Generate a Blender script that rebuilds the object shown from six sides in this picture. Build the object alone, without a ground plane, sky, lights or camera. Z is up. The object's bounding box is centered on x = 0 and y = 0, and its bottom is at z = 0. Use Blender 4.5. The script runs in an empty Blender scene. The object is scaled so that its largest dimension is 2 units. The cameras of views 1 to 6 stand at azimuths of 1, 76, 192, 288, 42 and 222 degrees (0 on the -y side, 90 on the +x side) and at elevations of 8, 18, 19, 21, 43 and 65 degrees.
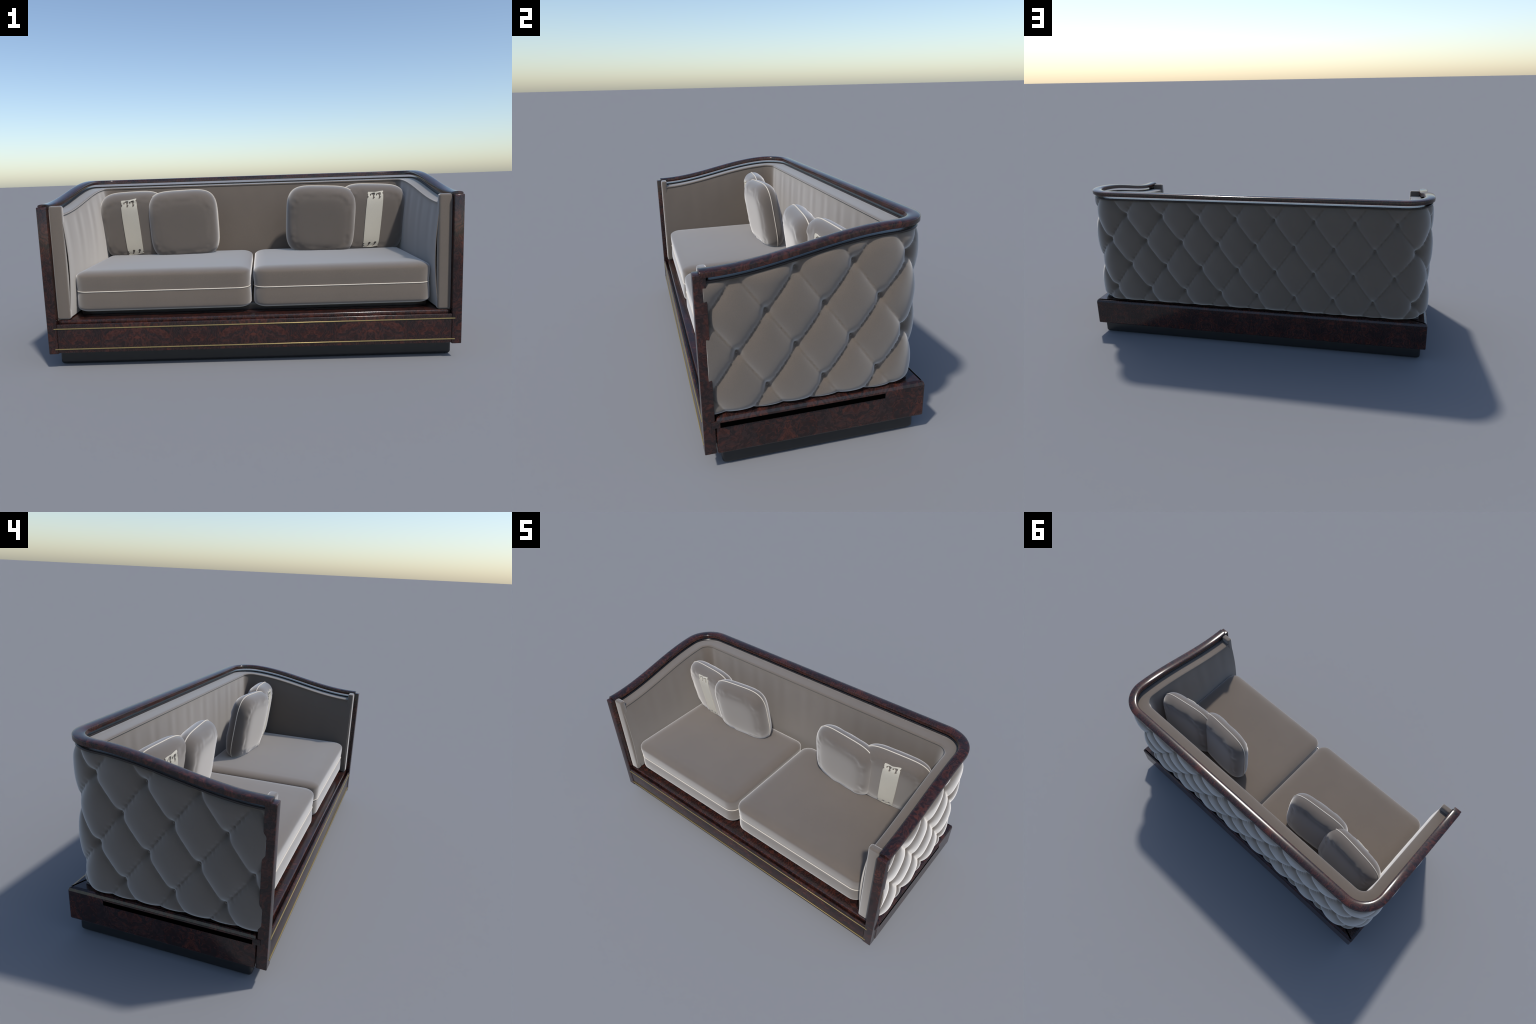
import bpy, bmesh, math, random
from math import sin, cos, pi, sqrt, exp, hypot
from mathutils import Vector, Matrix, noise

random.seed(7)
COL = bpy.context.scene.collection

# ------------------------------------------------------------------ materials
def new_mat(name):
    m = bpy.data.materials.new(name)
    m.use_nodes = True
    nt = m.node_tree
    b = nt.nodes['Principled BSDF']
    return m, nt, b

def N(nt, t, **kw):
    n = nt.nodes.new(t)
    for k, v in kw.items():
        setattr(n, k, v)
    return n

def ramp(nt, fac, stops, interp='LINEAR'):
    r = N(nt, 'ShaderNodeValToRGB')
    r.color_ramp.interpolation = interp
    els = r.color_ramp.elements
    while len(els) < len(stops):
        els.new(0.5)
    for e, (p, c) in zip(els, stops):
        e.position = p
        e.color = (*c, 1)
    nt.links.new(fac, r.inputs['Fac'])
    return r.outputs['Color']

def tex(nt, kind, vec, **vals):
    t = N(nt, 'ShaderNodeTex' + kind)
    for k, v in vals.items():
        if k in t.inputs:
            t.inputs[k].default_value = v
        else:
            setattr(t, k, v)
    nt.links.new(vec, t.inputs['Vector'])
    return t

def mathn(nt, op, a, b=None, c=None):
    m = N(nt, 'ShaderNodeMath', operation=op)
    for i, v in enumerate((a, b, c)):
        if v is None:
            continue
        if isinstance(v, (int, float)):
            m.inputs[i].default_value = v
        else:
            nt.links.new(v, m.inputs[i])
    return m.outputs[0]

def obj_coord(nt):
    return N(nt, 'ShaderNodeTexCoord').outputs['Object']

def mat_fabric(name, col, sheen=1.0, srough=0.515, weave=1.0):
    """woven plush: brownish grey body, pale nap seen at grazing angles"""
    m, nt, b = new_mat(name)
    v = obj_coord(nt)
    big = tex(nt, 'Noise', v, Scale=5.0, Detail=3.0)
    dark = tuple(c * 0.97 for c in col)
    lite = tuple(min(1, c * 1.03) for c in col)
    c1 = ramp(nt, big.outputs['Fac'], [(0.35, dark), (0.65, lite)])
    fine = tex(nt, 'Noise', v, Scale=420.0, Detail=2.0)
    f = ramp(nt, fine.outputs['Fac'], [(0.3, (0.9, 0.9, 0.9)), (0.7, (1.08, 1.06, 1.04))])
    mx = N(nt, 'ShaderNodeMix', data_type='RGBA', blend_type='MULTIPLY')
    mx.inputs['Factor'].default_value = weave
    nt.links.new(c1, mx.inputs[6]); nt.links.new(f, mx.inputs[7])
    nt.links.new(mx.outputs[2], b.inputs['Base Color'])
    b.inputs['Roughness'].default_value = 0.85
    b.inputs['Specular IOR Level'].default_value = 0.2
    b.inputs['Sheen Weight'].default_value = sheen
    b.inputs['Sheen Roughness'].default_value = srough
    b.inputs['Sheen Tint'].default_value = (1, 0.97, 0.935, 1)
    # thread grain
    s = N(nt, 'ShaderNodeSeparateXYZ'); nt.links.new(v, s.inputs[0])
    k = 1500.0
    w1 = mathn(nt, 'SINE', mathn(nt, 'MULTIPLY', mathn(nt, 'ADD', s.outputs[0], s.outputs[1]), k))
    w2 = mathn(nt, 'SINE', mathn(nt, 'MULTIPLY', mathn(nt, 'ADD', s.outputs[2], mathn(nt, 'MULTIPLY', s.outputs[1], 0.7)), k))
    bp = N(nt, 'ShaderNodeBump')
    bp.inputs['Strength'].default_value = 0.06
    bp.inputs['Distance'].default_value = 0.0006
    nt.links.new(mathn(nt, 'MULTIPLY', w1, w2), bp.inputs['Height'])
    nt.links.new(bp.outputs[0], b.inputs['Normal'])
    return m

def mat_burl(name, axis_period=0.28):
    """lacquered burl veneer, near-black with red-brown figure, book-matched along x"""
    m, nt, b = new_mat(name)
    v = obj_coord(nt)
    s = N(nt, 'ShaderNodeSeparateXYZ'); nt.links.new(v, s.inputs[0])
    px = mathn(nt, 'PINGPONG', s.outputs[0], axis_period)
    py = mathn(nt, 'PINGPONG', mathn(nt, 'ADD', s.outputs[1], 0.13), axis_period)
    cb = N(nt, 'ShaderNodeCombineXYZ')
    nt.links.new(px, cb.inputs[0]); nt.links.new(py, cb.inputs[1]); nt.links.new(s.outputs[2], cb.inputs[2])
    vec = cb.outputs[0]
    warp = tex(nt, 'Noise', vec, Scale=9.0, Detail=3.0)
    add = N(nt, 'ShaderNodeVectorMath', operation='MULTIPLY_ADD')
    nt.links.new(warp.outputs['Color'], add.inputs[0])
    add.inputs[1].default_value = (0.22, 0.22, 0.22)
    nt.links.new(vec, add.inputs[2])
    w = add.outputs[0]
    fig = tex(nt, 'Noise', w, Scale=19.0, Detail=5.0, Roughness=0.58, Distortion=1.0)
    base = ramp(nt, fig.outputs['Fac'], [(0.34, (0.018, 0.0120, 0.0118)), (0.49, (0.030, 0.0138, 0.0122)),
                                         (0.60, (0.051, 0.0165, 0.0118)), (0.74, (0.082, 0.0240, 0.0142))])
    swirl = tex(nt, 'Wave', w, Scale=16.0, Distortion=9.0, Detail=3.0)
    swirl.inputs['Detail Scale'].default_value = 2.2
    sw = ramp(nt, swirl.outputs['Fac'], [(0.15, (0.66, 0.64, 0.64)), (0.6, (1.0, 1.0, 1.0)), (0.95, (1.25, 1.18, 1.15))])
    big = tex(nt, 'Noise', vec, Scale=7.0, Detail=2.0)
    bg = ramp(nt, big.outputs['Fac'], [(0.38, (0.78, 0.78, 0.80)), (0.62, (1.15, 1.12, 1.1))])
    m1 = N(nt, 'ShaderNodeMix', data_type='RGBA', blend_type='MULTIPLY'); m1.inputs['Factor'].default_value = 0.9
    nt.links.new(base, m1.inputs[6]); nt.links.new(sw, m1.inputs[7])
    m2 = N(nt, 'ShaderNodeMix', data_type='RGBA', blend_type='MULTIPLY'); m2.inputs['Factor'].default_value = 1.0
    nt.links.new(m1.outputs[2], m2.inputs[6]); nt.links.new(bg, m2.inputs[7])
    nt.links.new(m2.outputs[2], b.inputs['Base Color'])
    b.inputs['Roughness'].default_value = 0.17
    b.inputs['IOR'].default_value = 1.5
    return m

def mat_plain(name, col, rough=0.4, metal=0.0, spec=0.5, var=0.06, scale=40.0):
    m, nt, b = new_mat(name)
    v = obj_coord(nt)
    n = tex(nt, 'Noise', v, Scale=scale, Detail=3.0)
    c = ramp(nt, n.outputs['Fac'], [(0.3, tuple(x * (1 - var) for x in col)), (0.7, tuple(min(1, x * (1 + var)) for x in col))])
    nt.links.new(c, b.inputs['Base Color'])
    b.inputs['Roughness'].default_value = rough
    b.inputs['Metallic'].default_value = metal
    b.inputs['Specular IOR Level'].default_value = spec
    return m

FAB = (0.120, 0.096, 0.076)
M_FAB = mat_fabric('taupe_plush', FAB)
M_PIL = mat_fabric('pillow_plush', (0.114, 0.094, 0.078))
M_BURL = mat_burl('burl_veneer')
M_PLINTH = mat_plain('charcoal_lacquer', (0.016, 0.0165, 0.0175), rough=0.35)
M_MOULD = mat_plain('dark_moulding', (0.02, 0.016, 0.015), rough=0.25)
M_BRASS = mat_plain('brass_line', (0.36, 0.275, 0.115), rough=0.35, metal=0.55, var=0.08, scale=120)
M_CORD = mat_fabric('cream_cord', (0.62, 0.56, 0.47), sheen=0.3, weave=0.8)
M_STRAP = mat_fabric('cream_strap', (0.56, 0.52, 0.43), sheen=0.3, weave=0.6)
M_BLACK_STRIP = mat_plain('flat_black', (0.0008, 0.0008, 0.0008), rough=1.0, spec=0.0)

# ------------------------------------------------------------------ mesh helpers
def make(name, verts, faces, mat, parent=None, angle=None, smooth=True):
    me = bpy.data.meshes.new(name)
    me.from_pydata([tuple(v) for v in verts], [], faces)
    bm = bmesh.new(); bm.from_mesh(me)
    bmesh.ops.recalc_face_normals(bm, faces=bm.faces)
    bm.to_mesh(me); bm.free()
    return finish(name, me, mat, parent, angle, smooth)

def finish(name, me, mat, parent=None, angle=None, smooth=True):
    me.materials.append(mat)
    if smooth:
        me.polygons.foreach_set('use_smooth', [True] * len(me.polygons))
        if angle is not None:
            me.set_sharp_from_angle(angle=math.radians(angle))
    o = bpy.data.objects.new(name, me)
    COL.objects.link(o)
    if parent is not None:
        o.parent = parent
    return o

def box(name, lo, hi, mat, parent, bevel=0.005, seg=3, low=None, angle=40):
    bm = bmesh.new()
    bmesh.ops.create_cube(bm, size=1.0)
    c = [(a + b) / 2 for a, b in zip(lo, hi)]; d = [b - a for a, b in zip(lo, hi)]
    for v in bm.verts:
        v.co = Vector((c[i] + v.co[i] * d[i] for i in range(3)))
    if bevel:
        if low is not None:      # the lower edges get their own, tighter rounding
            zt = hi[2] - 1e-6
            es = [e for e in bm.edges if not all(v.co.z >= zt for v in e.verts)]
            bmesh.ops.bevel(bm, geom=es, offset=low, segments=2, profile=0.5, affect='EDGES')
            es = [e for e in bm.edges if all(v.co.z >= zt for v in e.verts)]
        else:
            es = list(bm.edges)
        bmesh.ops.bevel(bm, geom=es, offset=bevel, segments=seg, profile=0.5, affect='EDGES')
    bmesh.ops.recalc_face_normals(bm, faces=bm.faces)
    me = bpy.data.meshes.new(name); bm.to_mesh(me); bm.free()
    return finish(name, me, mat, parent, angle)

def u_path(xc, yc, r, yf, step=0.012, astep=10):
    """U-shaped plan line: up the left arm, round the back, down the right arm.
    returns (x, y, nx, ny, s) with outward normals; s = 0 at the middle of the back"""
    pts = []
    n1 = max(2, int((yc - r - yf) / step))
    for i in range(n1):
        pts.append((-xc, yf + (yc - r - yf) * i / n1, -1, 0))
    na = max(astep, int(r * pi / 2 / step))
    for i in range(na):
        a = pi - (pi / 2) * i / na
        pts.append((-xc + r + r * cos(a), yc - r + r * sin(a), cos(a), sin(a)))
    n2 = max(2, int(2 * (xc - r) / step)); n2 += n2 % 2
    for i in range(n2 // 2):
        pts.append((-xc + r + 2 * (xc - r) * i / n2, yc, 0, 1))
    left = pts[:]
    pts.append((0, yc, 0, 1))
    pts += [(-x, y, -nx, ny) for x, y, nx, ny in reversed(left)]
    s = [0.0]
    for a, b in zip(pts, pts[1:]):
        s.append(s[-1] + hypot(b[0] - a[0], b[1] - a[1]))
    mid = s[len(left)]
    return [(*p, t - mid) for p, t in zip(pts, s)]

def sweep(name, path, prof, zfun, mat, parent, angle=30, cap=True):
    """closed profile [(n, z)] carried along a plan path; zfun(y) is the reference height"""
    V, F = [], []
    k = len(prof)
    for p in path:
        x, y, nx, ny = p[:4]
        z0 = zfun(y)
        for n, z in prof:
            V.append((x + nx * n, y + ny * n, z0 + z))
    for i in range(len(path) - 1):
        for j in range(k):
            a = i * k + j; b = i * k + (j + 1) % k
            F.append((a, b, b + k, a + k))
    if cap:
        F.append(tuple(range(k))); F.append(tuple((len(path) - 1) * k + j for j in range(k)))
    return make(name, V, F, mat, parent, angle)

def tube(name, pts, r, mat, parent, closed=True, sides=8):
    """round cord along a 3D line"""
    V, F = [], []
    n = len(pts)
    P = [Vector(p) for p in pts]
    for i, p in enumerate(P):
        a = P[(i - 1) % n] if closed or i > 0 else P[i]
        b = P[(i + 1) % n] if closed or i < n - 1 else P[i]
        t = (b - a).normalized()
        up = Vector((0, 0, 1)) if abs(t.z) < 0.9 else Vector((0, 1, 0))
        u = t.cross(up).normalized(); w = u.cross(t)
        for j in range(sides):
            q = 2 * pi * j / sides
            V.append(p + u * (r * cos(q)) + w * (r * sin(q)))
    m = n if closed else n - 1
    for i in range(m):
        for j in range(sides):
            a = i * sides + j; b = i * sides + (j + 1) % sides
            c = ((i + 1) % n) * sides + (j + 1) % sides; d = ((i + 1) % n) * sides + j
            F.append((a, b, c, d))
    return make(name, V, F, mat, parent)

def rounded_rect_prof(n0, n1, z0, z1, r, seg=3):
    out = []
    for cx, cz, a0 in ((n1 - r, z0 + r, -pi / 2), (n1 - r, z1 - r, 0), (n0 + r, z1 - r, pi / 2), (n0 + r, z0 + r, pi)):
        for i in range(seg + 1):
            a = a0 + (pi / 2) * i / seg
            out.append((cx + r * cos(a), cz + r * sin(a)))
    return out

# ------------------------------------------------------------------ the sofa
sofa = bpy.data.objects.new('sofa', None)
COL.objects.link(sofa)
sofa['label'] = 'two seat taupe velvet sofa with burl frame and tufted outside'
sofa['category'] = 'sofa'

# height of the underside of the top rail: low at the front of the arms, S-curve up to the back
def rail_z(y):
    t = min(1.0, max(0.0, (y + 0.43) / 0.76))
    return 0.772 + 0.107 * (1 - cos(pi * t)) / 2

# --- plinth and base -------------------------------------------------------
box('plinth', (-0.967, -0.382, 0.0), (0.967, 0.422, 0.078), M_PLINTH, sofa, bevel=0.015, seg=4)
base = box('base', (-0.9930, -0.402, 0.0705), (0.9930, 0.4500, 0.2275), M_BURL, sofa, bevel=0.016, seg=2, angle=15, low=0.006)
box('apron', (-0.9458, -0.4482, 0.078), (0.9458, -0.4375, 0.2205), M_BURL, sofa, bevel=0.003, seg=3)
box('apron_backing', (-0.9440, -0.4370, 0.082), (0.9440, -0.404, 0.2005), M_BURL, sofa, bevel=0.0)
box('seat_platform', (-0.9452, -0.428, 0.1995), (0.9452, 0.392, 0.2365), M_BURL, sofa, bevel=0.006, seg=3)
box('seat_deck', (-0.86, -0.33, 0.236), (0.86, 0.315, 0.275), M_MOULD, sofa, bevel=0.004, seg=2)
for z in (0.1985, 0.0975):
    box('brass_inlay', (-0.9605, -0.4512, z - 0.0024), (0.9605, -0.446, z + 0.0024), M_BRASS, sofa, bevel=0.0008, seg=1)
for sgn in (-1, 1):
    def bx(name, x0, x1, y0, y1, z0, z1, mat, parent, **k):
        a, b = sorted((sgn * x0, sgn * x1))
        return box(name, (a, y0, z0), (b, y1, z1), mat, parent, **k)
    bx('front_post', 0.9460, 0.9920, -0.4500, -0.405, 0.0735, 0.784, M_BURL, sofa, bevel=0.0035, seg=3)
    bar = bx('side_bar', 0.975, 0.9957, -0.421, 0.2745, 0.1845, 0.2125, M_BURL, base, bevel=0.004, seg=2)
    bx('black_strip', 0.985, 0.9962, -0.3875, 0.2735, 0.1852, 0.2062, M_BLACK_STRIP, bar, bevel=0.0)  # thin black plate for the black band seen along the side bar

# --- top rail ---------------------------------------------------------------
PX, PY, PR = 0.9680, 0.4235, 0.143
path = u_path(PX, PY, PR, -0.405)
rail_path = u_path(PX, PY, PR, -0.423)
prof = [(-0.0262, 0.0015), (-0.0245, 0.0), (0.0245, 0.0), (0.0262, 0.0015)]
crown = [(0.0262 * cos(a), 0.0180 + 0.0070 * sin(a) ** 0.9) for a in [pi * i / 14 for i in range(15)]]
prof = prof + crown
V, F = [], []
k = len(prof)
rows = []
# softened ends: a few shrunken rings before the full section
def ring(p, dy, sc):
    x, y, nx, ny = p[:4]
    z0 = rail_z(y)
    return [(x + nx * n * sc, y + ny * n * sc + dy, z0 + 0.015 + (z - 0.015) * sc) for n, z in prof]
rings = [ring(rail_path[0], -0.004, 0.86), ring(rail_path[0], -0.003, 0.95)]
rings += [ring(p, 0, 1) for p in rail_path]
rings += [ring(rail_path[-1], -0.003, 0.95), ring(rail_path[-1], -0.004, 0.86)]
for r_ in rings:
    V += r_
for i in range(len(rings) - 1):
    for j in range(k):
        a = i * k + j; b = i * k + (j + 1) % k
        F.append((a, b, b + k, a + k))
F.append(tuple(range(k))); F.append(tuple((len(rings) - 1) * k + j for j in range(k)))
make('top_rail', V, F, M_BURL, sofa, angle=35)
# the rail is carried by the posts: daylight shows between it and the capping board
sweep('capping_board', path, rounded_rect_prof(-0.0190, 0.0170, -0.0225, -0.0125, 0.0025, 1), rail_z, M_MOULD, sofa)

# --- inside upholstery ------------------------------------------------------
# a second plan line, 8-9 cm inside the rail, with the same number of stations
IX, IY, IR = 0.887, 0.331, 0.062
YF = -0.417
def u_path_n(xc, yc, r, yf, n1, na, n2):
    pts = [(-xc, yf + (yc - r - yf) * i / n1, -1, 0) for i in range(n1)]
    for i in range(na):
        a = pi - (pi / 2) * i / na
        pts.append((-xc + r + r * cos(a), yc - r + r * sin(a), cos(a), sin(a)))
    pts += [(-xc + r + 2 * (xc - r) * i / n2, yc, 0, 1) for i in range(n2 // 2)]
    left = pts[:]
    pts.append((0, yc, 0, 1))
    pts += [(-x, y, -nx, ny) for x, y, nx, ny in reversed(left)]
    s = [0.0]
    for a, b in zip(pts, pts[1:]):
        s.append(s[-1] + hypot(b[0] - a[0], b[1] - a[1]))
    return [(*p, t - s[len(left)]) for p, t in zip(pts, s)]
CNT = (80, 18, 200)
outer_line = u_path_n(PX - 0.0215, PY - 0.0215, PR - 0.0215, -0.400, *CNT)
inner_line = u_path_n(IX, IY, IR, YF, *CNT)

# sloping collar between the rail and the top of the inner panel
def make_collar():
    prof = [(0.0, -0.0220), (0.45, -0.0223), (0.80, -0.0231), (0.93, -0.0245), (0.985, -0.0265), (1.0, -0.0287), (0.99, -0.0313), (0.90, -0.0325), (0.0, -0.0325)]
    V, F = [], []
    k = len(prof)
    for p, q in zip(outer_line, inner_line):
        z0 = rail_z(p[1])
        for f, dz in prof:
            V.append((p[0] + (q[0] - p[0]) * f, p[1] + (q[1] - p[1]) * f, z0 + dz))
    for i in range(len(outer_line) - 1):
        for j in range(k):
            a = i * k + j; b = i * k + (j + 1) % k
            F.append((a, b, b + k, a + k))
    F.append(tuple(range(k))); F.append(tuple((len(outer_line) - 1) * k + j for j in range(k)))
    return make('collar', V, F, M_FAB, sofa, angle=50)
make_collar()

# inner panel: hangs from the collar, bellied towards the seat, soft gathers near the top
def inner_panel():
    V, F = [], []
    nz = 28
    ip = u_path_n(IX, IY, IR, YF, *CNT)
    k = 2 * (nz + 1)
    for (x, y, nx, ny, s), q in zip(ip, outer_line):
        zt = rail_z(q[1]) - 0.0320; zb = 0.242
        back = max(0.0, min(1.0, (y - YF) / (IY - YF)))
        depth = (0.0215 + 0.003 * min(1, back * 2.5)) * (1 - ny ** 2) + 0.0105 * ny ** 2
        ring_in, ring_out = [], []
        for i in range(nz + 1):
            t = i / nz
            z = zt + (zb - zt) * t
            belly = depth * sin(pi * t) ** 0.8
            fade = exp(-((t / 0.42) ** 2)) * min(1, t / 0.06)
            ga = 0.00065 * fade * (sin(s * 2 * pi / 0.112) + 0.35 * sin(s * 2 * pi / 0.071 + 1.3))
            n = 0.0045 - belly + ga
            ring_in.append((x + nx * n, y + ny * n, z))
            ring_out.append((x + nx * (n + 0.0025), y + ny * (n + 0.0025), z))
        V.extend(ring_in + ring_out[::-1])
    for i in range(len(ip) - 1):
        for j in range(k):
            a = i * k + j; b = i * k + (j + 1) % k
            F.append((a, b, b + k, a + k))
    F.append(tuple(range(k))); F.append(tuple((len(ip) - 1) * k + j for j in range(k)))
    return make('inner_panel', V, F, M_FAB, sofa, angle=50)
inner_panel()

# padded front blocks of the arms
for sgn in (-1, 1):
    a, b = sorted((sgn * 0.8845, sgn * 0.9460))
    box('arm_front_pad', (a, -0.4245, 0.2385), (b, -0.3905, 0.7865), M_FAB, sofa, bevel=0.010, seg=5, angle=60)

# --- tufted outside ---------------------------------------------------------
PITCH, ROW, S0, Z0 = 0.2215, 0.1515, -0.028, 0.312
TX, TY, TR = 0.960, 0.410, 0.131
TZB = 0.2285

def tuft_height(s, z, ripple_amount=1.0):
    """0 at a button, about 0.05 at the middle of a diamond"""
    u = (s - S0) / PITCH; w = (z - Z0) / (2 * ROW)
    a, b = u + w, u - w
    da, db = abs(a - round(a)), abs(b - round(b))
    g = lambda d: 1 - (1 - 2 * d) ** 2.4
    puff = (g(da) * g(db)) ** 0.66
    r2 = (da * da + db * db)
    node = 1 - exp(-r2 / 0.017)
    # small ripples along the seams, fading out at the buttons
    # only one family of seams is rippled
    seam_ripple = exp(-(da / 0.06) ** 2) * (sin(b * 2 * pi * 7) + 0.5 * sin(b * 2 * pi * 11 + 1.0))
    pit = exp(-r2 / 0.0055)
    return 0.0245 * puff + 0.0145 * node - 0.012 * pit + 0.0015 * ripple_amount * seam_ripple * (1 - pit)

def outer_upholstery():
    V, F = [], []
    op0 = u_path(TX, TY, TR, -0.418, step=0.0065, astep=22)
    # the tufting keeps its spacing round the corners: stretch arc length there
    op, acc = [], 0.0
    k_arc = 1 + 0.43 * (TR - 0.088) / (TR * pi / 2)
    lens = [0.0]
    for a, b in zip(op0, op0[1:]):
        arc = abs(b[2] - a[2]) > 1e-6
        k = (k_arc - (0.066 if a[0] < 0 else 0.032)) if arc else 1.0   # the left corner is tufted a touch wider
        lens.append(lens[-1] + hypot(b[0] - a[0], b[1] - a[1]) * k)
    mid = lens[len(op0) // 2]
    op = [(*p[:4], t - mid) for p, t in zip(op0, lens)]
    nz = 92
    k = nz + 3
    for x, y, nx, ny, s in op:
        zt = rail_z(y) - 0.0200
        ring_ = []
        ring_.append((x - nx * 0.022, y - ny * 0.022, TZB + 0.002))
        for i in range(nz + 1):
            t = i / nz
            z = TZB + (zt - TZB) * t
            h = tuft_height(s, z, max(0.0, min(1.0, (y + 0.40) / 0.06)))
            eb = min(1.0, (z - TZB) / 0.034); et = min(1.0, (zt - z) / 0.05)
            wb = sqrt(max(0, 1 - (1 - eb) ** 2)); wt = sqrt(max(0, 1 - (1 - et) ** 2))
            off_ = (h * wb) * wt + 0.014 * (1 - wt)
            ring_.append((x + nx * off_, y + ny * off_, z))
        ring_.append((x - nx * 0.022, y - ny * 0.022, zt - 0.002))
        V.extend(ring_)
    for i in range(len(op) - 1):
        for j in range(k):
            a = i * k + j; b = i * k + (j + 1) % k
            F.append((a, b, b + k, a + k))
    F.append(tuple(range(k))); F.append(tuple((len(op) - 1) * k + j for j in range(k)))
    return make('tufted_upholstery', V, F, M_FAB, sofa, angle=70), op
tuft, op = outer_upholstery()

def button_mesh():
    bm = bmesh.new()
    bmesh.ops.create_uvsphere(bm, u_segments=12, v_segments=8, radius=1.0)
    for v in bm.verts:
        v.co = Vector((v.co.x * 0.0075, v.co.y * 0.0075, v.co.z * 0.004))
    me = bpy.data.meshes.new('button'); bm.to_mesh(me); bm.free()
    me.materials.append(M_FAB)
    me.polygons.foreach_set('use_smooth', [True] * len(me.polygons))
    return me
bmesh_ = button_mesh()
for row in range(4):
    z = Z0 + row * ROW
    shift = 0.5 if row % 2 else 0.0
    for kx in range(-9, 10):
        s = S0 + (kx + shift) * PITCH
        near = min(op, key=lambda p: abs(p[4] - s))
        if abs(near[4] - s) > 0.01 or z > rail_z(near[1]) - 0.04 or near[1] < -0.395:
            continue
        x, y, nx, ny, _ = near
        o = bpy.data.objects.new('button', bmesh_)
        COL.objects.link(o); o.parent = tuft
        q = Vector((nx, ny, 0)).to_track_quat('Z', 'Y')
        o.matrix_local = Matrix.Translation((x - nx * 0.010, y - ny * 0.010, z)) @ q.to_matrix().to_4x4()

# --- seat cushions ----------------------------------------------------------
def soft_box(hx, hy, hz, r, rz, nseg, nflat):
    """grid cube with rounded edges, as vertices/faces of six welded patches"""
    def axis(h, rr):
        q = [-h + rr * (1 - cos(pi / 2 * i / nseg)) for i in range(nseg)]
        m = [-h + rr + 2 * (h - rr) * i / nflat for i in range(nflat + 1)]
        return q + m + [-v for v in reversed(q)]
    ax, ay, az = axis(hx, r), axis(hy, r), axis(hz, rz)
    idx, V, F = {}, [], []
    def vid(p):
        key = tuple(round(c, 6) for c in p)
        if key not in idx:
            idx[key] = len(V); V.append(p)
        return idx[key]
    def patch(A, B, f):
        for i in range(len(A) - 1):
            for j in range(len(B) - 1):
                F.append((vid(f(A[i], B[j])), vid(f(A[i + 1], B[j])), vid(f(A[i + 1], B[j + 1])), vid(f(A[i], B[j + 1]))))
    for sg in (-1, 1):
        patch(ax, ay, lambda a, b: (a, b, sg * hz))
        patch(ax, az, lambda a, b: (a, sg * hy, b))
        patch(ay, az, lambda a, b: (sg * hx, a, b))
    out = []
    for x, y, z in V:
        c = (max(-hx + r, min(hx - r, x)), max(-hy + r, min(hy - r, y)), max(-hz + rz, min(hz - rz, z)))
        d = Vector(((x - c[0]) / r, (y - c[1]) / r, (z - c[2]) / rz))
        m = max(abs(d.x), abs(d.y), abs(d.z))
        if m > 0:
            # cube to ball so that the rounding is even
            d = d.normalized()
        out.append(Vector((c[0] + d.x * r, c[1] + d.y * r, c[2] + d.z * rz)))
    return out, F

CZ, CHZ = 0.3605, 0.1015
for sgn in (-1, 1):
    cx, cy, hx, hy = sgn * 0.4380, -0.0525, 0.4305, 0.3455
    V, F = soft_box(hx, hy, CHZ, 0.064, 0.027, 7, 14)
    for v in V:
        u, w, t = v.x / hx, v.y / hy, v.z / CHZ
        if v.z > 0:
            v.z += 0.003 * max(0, 1 - u ** 4) * max(0, 1 - w ** 4)
        pinch = 0.0035 * exp(-((v.z - 0.004) / 0.030) ** 2)
        full = 0.0015 * (1 - t * t)
        v.x += (full - pinch) * (1 if u > 0 else -1) * min(1, abs(u) ** 8)
        v.y += (full - pinch) * (1 if w > 0 else -1) * min(1, abs(w) ** 8)
    V = [v + Vector((cx, cy, CZ)) for v in V]
    cu = make('seat_cushion', V, F, M_FAB, sofa)
    loop = []
    r = 0.064
    for qx, qy, a0 in ((1, -1, -pi / 2), (1, 1, 0), (-1, 1, pi / 2), (-1, -1, pi)):
        for i in range(11):
            a = a0 + pi / 2 * i / 10
            loop.append((cx + qx * (hx - r) + (r - 0.0018) * cos(a), cy + qy * (hy - r) + (r - 0.0018) * sin(a), CZ + 0.004))
    tube('piping', loop, 0.0024, M_CORD, cu)

# --- throw pillows ----------------------------------------------------------
def rot(yaw, pitch, roll):
    return Matrix.Rotation(yaw, 4, 'Z') @ Matrix.Rotation(pitch, 4, 'X') @ Matrix.Rotation(roll, 4, 'Y')

SEAT = 0.463
def sgnpow(c, p):
    return math.copysign(abs(c) ** p, c)

def pillow_t(x, z, hw, n, seed, side):
    """half thickness of the filling at a point of the face"""
    rho = (abs(x / hw) ** n + abs(z / hw) ** n) ** (1 / n)
    rho = min(1.0, rho)
    T = 0.067 if side < 0 else 0.065
    t = T * sqrt(max(0, 1 - rho ** 6))
    band = exp(-((rho - 0.80) / 0.09) ** 2)
    ang = math.atan2(z, x)
    nz = noise.noise((cos(ang) * 3.2 + seed, sin(ang) * 3.2, rho * 2.2 + side))
    nz2 = noise.noise((x * 38 + seed * 3, z * 38, side * 2.0))
    t += band * (0.0055 * nz + 0.0030 * nz2)
    t -= 0.003 * exp(-((rho - 0.74) / 0.06) ** 2) * (0.5 + nz)
    return t

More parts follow.
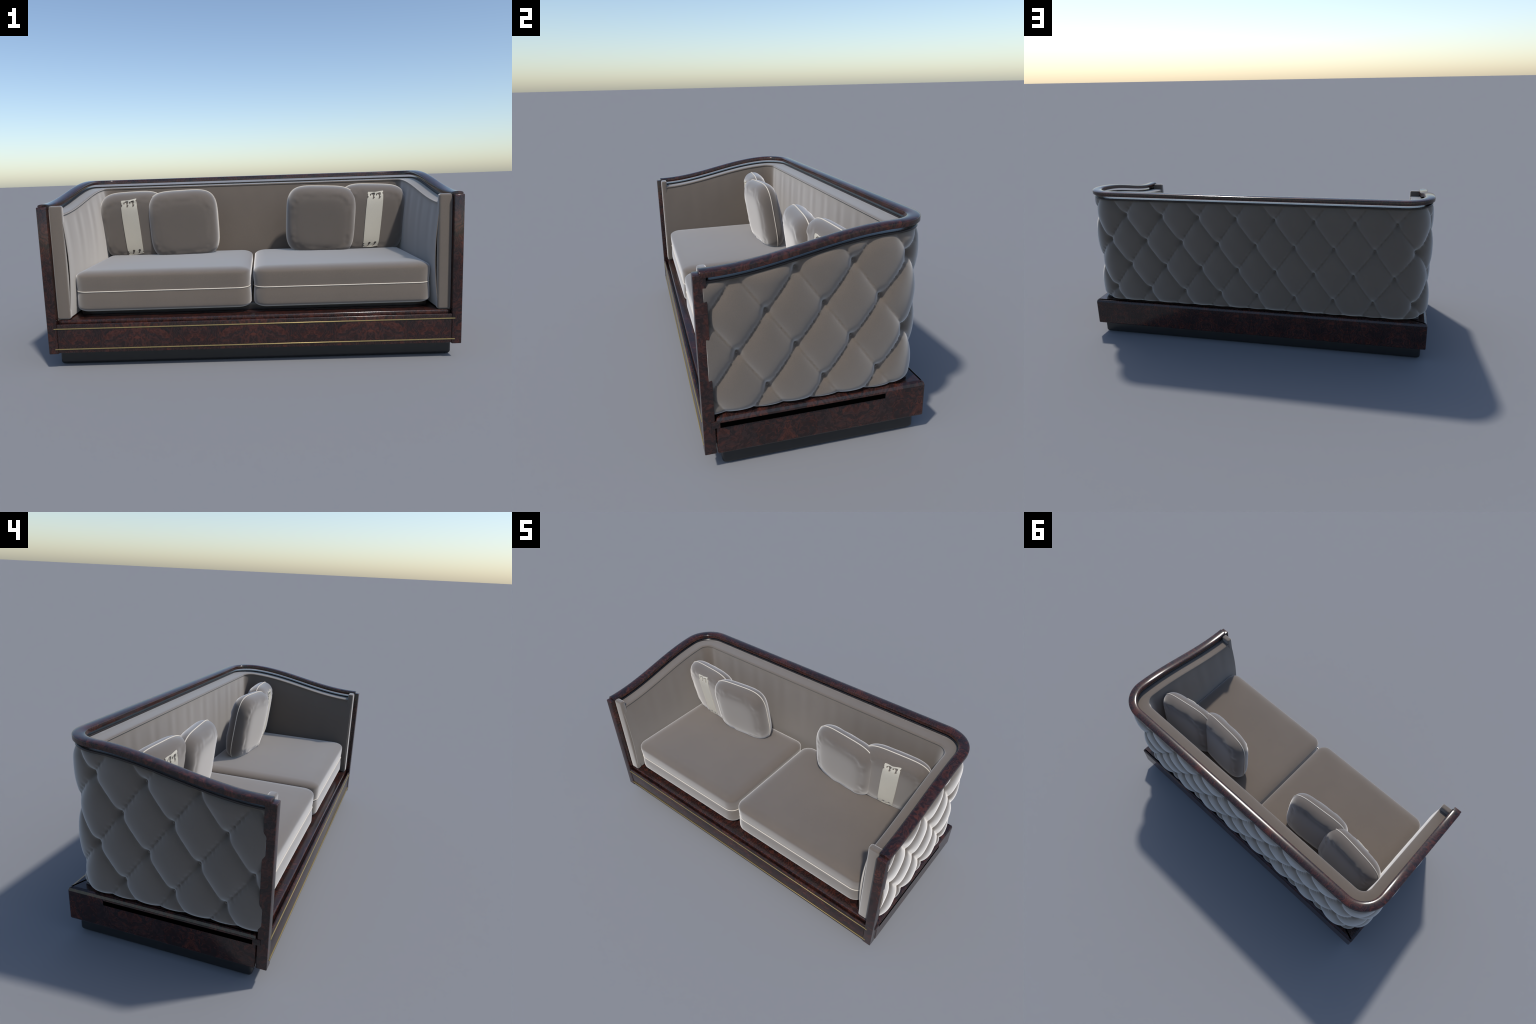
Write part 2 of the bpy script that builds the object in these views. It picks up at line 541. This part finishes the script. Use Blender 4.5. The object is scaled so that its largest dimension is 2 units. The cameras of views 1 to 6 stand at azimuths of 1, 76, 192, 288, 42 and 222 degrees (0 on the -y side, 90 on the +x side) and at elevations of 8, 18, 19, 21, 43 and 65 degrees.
def pillow(loc, ypr, hw, n, seed, strap):
    R = Matrix.Translation(loc) @ rot(*[math.radians(a) for a in ypr])
    NA, NR = 128, 30
    V, F = [], []
    for side in (-1, 1):
        base_i = len(V)
        for ir in range(NR + 1):
            rho = sin(pi / 2 * ir / NR) if ir > 0 else 0.0
            for ia in range(NA):
                a = 2 * pi * ia / NA
                x = hw * sgnpow(cos(a), 2 / n) * rho; z = hw * sgnpow(sin(a), 2 / n) * rho
                t = pillow_t(x, z, hw, n, seed, side)
                if ir == NR:
                    t = 0
                V.append(Vector((x, side * t, z)))
                if ir == 0:
                    break
        def vi(ir, ia):
            return base_i if ir == 0 else base_i + 1 + (ir - 1) * NA + ia % NA
        for ir in range(NR):
            for ia in range(NA):
                if ir == 0:
                    F.append((vi(0, 0), vi(1, ia), vi(1, ia + 1)))
                else:
                    F.append((vi(ir, ia), vi(ir + 1, ia), vi(ir + 1, ia + 1), vi(ir, ia + 1)))
    W = []
    for v in V:
        p = R @ v
        p.z = max(p.z, SEAT + 0.0005)
        W.append(p)
    me_o = make('throw_pillow', W, F, M_PIL)
    bm = bmesh.new(); bm.from_mesh(me_o.data)
    bmesh.ops.remove_doubles(bm, verts=bm.verts, dist=0.0003)
    bmesh.ops.recalc_face_normals(bm, faces=bm.faces)
    bm.to_mesh(me_o.data); bm.free()
    me_o['label'] = 'square taupe plush pillow with cream piping' + (' and cream strap' if strap else '')
    me_o['category'] = 'throw pillow'
    cord = []
    for i in range(160):
        a = 2 * pi * i / 160
        p = R @ Vector(((hw + 0.0008) * sgnpow(cos(a), 2 / n), 0, (hw + 0.0008) * sgnpow(sin(a), 2 / n)))
        p.z = max(p.z, SEAT + 0.001)
        cord.append(p)
    tube('piping', cord, 0.0026, M_CORD, me_o)
    if strap:
        add_strap(me_o, R, hw, n, seed, strap)
    return me_o

def add_strap(parent, R, hw, n, seed, quad):
    """cream band with ragged lace ends laid over the front of the pillow"""
    (tlx, tlz), (trx, trz), (blx, blz), (brx, brz) = quad
    W_, H_ = 1.0, 3.2
    # outline in strap units: u 0..1 across, v 0..1 down
    out = [(0.02, 0.0), (0.5, 0.004), (0.99, -0.012), (0.99, 0.008), (0.93, 0.026), (0.99, 0.044), (1.0, 0.09),
           (1.015, 0.3), (1.015, 0.6), (1.0, 0.88), (0.985, 0.945), (0.93, 0.968), (1.0, 0.985),
           (0.7, 1.0), (0.48, 1.004), (0.02, 1.0), (-0.01, 0.985), (0.08, 0.965), (0.0, 0.95), (0.07, 0.93), (-0.02, 0.915),
           (-0.03, 0.6), (-0.03, 0.3), (-0.01, 0.115), (0.085, 0.085), (0.02, 0.066), (0.045, 0.05), (0.01, 0.035)]
    holes = []
    for cu_, sc in ((0.36, 1.0), (0.74, 1.0)):
        # hooked lace motif and its small companion at the top, an S-shaped one at the bottom
        holes.append([(cu_ - 0.09, 0.030), (cu_ - 0.02, 0.022), (cu_ + 0.08, 0.020), (cu_ + 0.085, 0.048), (cu_ + 0.06, 0.064),
                      (cu_ + 0.045, 0.082), (cu_ + 0.10, 0.086), (cu_ + 0.05, 0.112), (cu_ - 0.005, 0.126), (cu_ - 0.03, 0.112),
                      (cu_ - 0.012, 0.088), (cu_ - 0.018, 0.062), (cu_ - 0.05, 0.048), (cu_ - 0.09, 0.046)])
        holes.append([(cu_ - 0.20, 0.040), (cu_ - 0.13, 0.030), (cu_ - 0.12, 0.042), (cu_ - 0.155, 0.068), (cu_ - 0.185, 0.072)])
        holes.append([(cu_ - 0.10, 0.985), (cu_ - 0.0, 0.974), (cu_ + 0.02, 0.955), (cu_ + 0.06, 0.940), (cu_ + 0.09, 0.915),
                      (cu_, 0.905), (cu_ - 0.06, 0.925), (cu_ - 0.05, 0.945), (cu_ - 0.07, 0.962), (cu_ - 0.11, 0.978)])
    cd = bpy.data.curves.new('strap_outline', 'CURVE')
    cd.dimensions = '2D'; cd.fill_mode = 'BOTH'
    def grow(poly, f):
        mu = sum(p[0] for p in poly) / len(poly); mv = sum(p[1] for p in poly) / len(poly)
        return [(mu + (u - mu) * f * 1.1, mv + (v - mv) * f) for u, v in poly]
    for poly in [out] + [grow(h, 1.12) for h in holes]:
        sp = cd.splines.new('POLY'); sp.points.add(len(poly) - 1)
        for p, (u, v) in zip(sp.points, poly):
            p.co = (u, v * H_, 0, 1)
        sp.use_cyclic_u = True
    tmp = bpy.data.objects.new('strap_tmp', cd); COL.objects.link(tmp)
    dg = bpy.context.evaluated_depsgraph_get()
    me = bpy.data.meshes.new_from_object(tmp.evaluated_get(dg))
    bpy.data.objects.remove(tmp); bpy.data.curves.remove(cd)
    bm = bmesh.new(); bm.from_mesh(me)
    bmesh.ops.remove_doubles(bm, verts=bm.verts, dist=1e-5)
    bmesh.ops.triangulate(bm, faces=bm.faces)
    for lim in (0.6, 0.3, 0.15, 0.15, 0.12):
        es = [e for e in bm.edges if e.calc_length() > lim]
        if es:
            bmesh.ops.subdivide_edges(bm, edges=es, cuts=1)
            bmesh.ops.triangulate(bm, faces=bm.faces)
    for v in bm.verts:
        u, w = v.co.x, v.co.y / H_
        tx = tlx + (trx - tlx) * u; tz = tlz + (trz - tlz) * u
        bx_ = blx + (brx - blx) * u; bz = blz + (brz - blz) * u
        x = tx + (bx_ - tx) * w; z = tz + (bz - tz) * w
        v.co = Vector((x, -pillow_t(x, z, hw, n, seed, -1) - 0.0038, z))
    for v in bm.verts:
        p = R @ v.co
        v.co = p
    bmesh.ops.recalc_face_normals(bm, faces=bm.faces)
    # give it thickness
    face_dir = (R.to_3x3() @ Vector((0, 1, 0)))
    geo = bmesh.ops.extrude_face_region(bm, geom=bm.faces[:])
    for v in [g for g in geo['geom'] if isinstance(g, bmesh.types.BMVert)]:
        v.co += face_dir * 0.0030
    bmesh.ops.recalc_face_normals(bm, faces=bm.faces)
    for v in bm.verts:
        v.co.z = max(v.co.z, SEAT + 0.001)
    bm.to_mesh(me); bm.free()
    me.name = 'strap'
    me.materials.clear()
    finish('strap', me, M_STRAP, parent, 40)

STRAP_A = [(-0.047, 0.168), (0.045, 0.172), (-0.049, -0.156), (0.043, -0.150)]
STRAP_D = [(-0.048, 0.160), (0.043, 0.165), (-0.049, -0.160), (0.039, -0.152)]
pillow((-0.683, 0.186, 0.629), (-6.2, 9.1, -2.1), 0.204, 4.05, 1.7, STRAP_A)
pillow((-0.395, 0.144, 0.636), (4.7, 8.3, -1.9), 0.197, 4.25, 5.1, None)
pillow((0.395, 0.142, 0.636), (-4.6, 8.2, 2.5), 0.197, 4.25, 9.4, None)
pillow((0.686, 0.178, 0.635), (6.4, 6.6, 2.9), 0.198, 4.28, 13.2, STRAP_D)
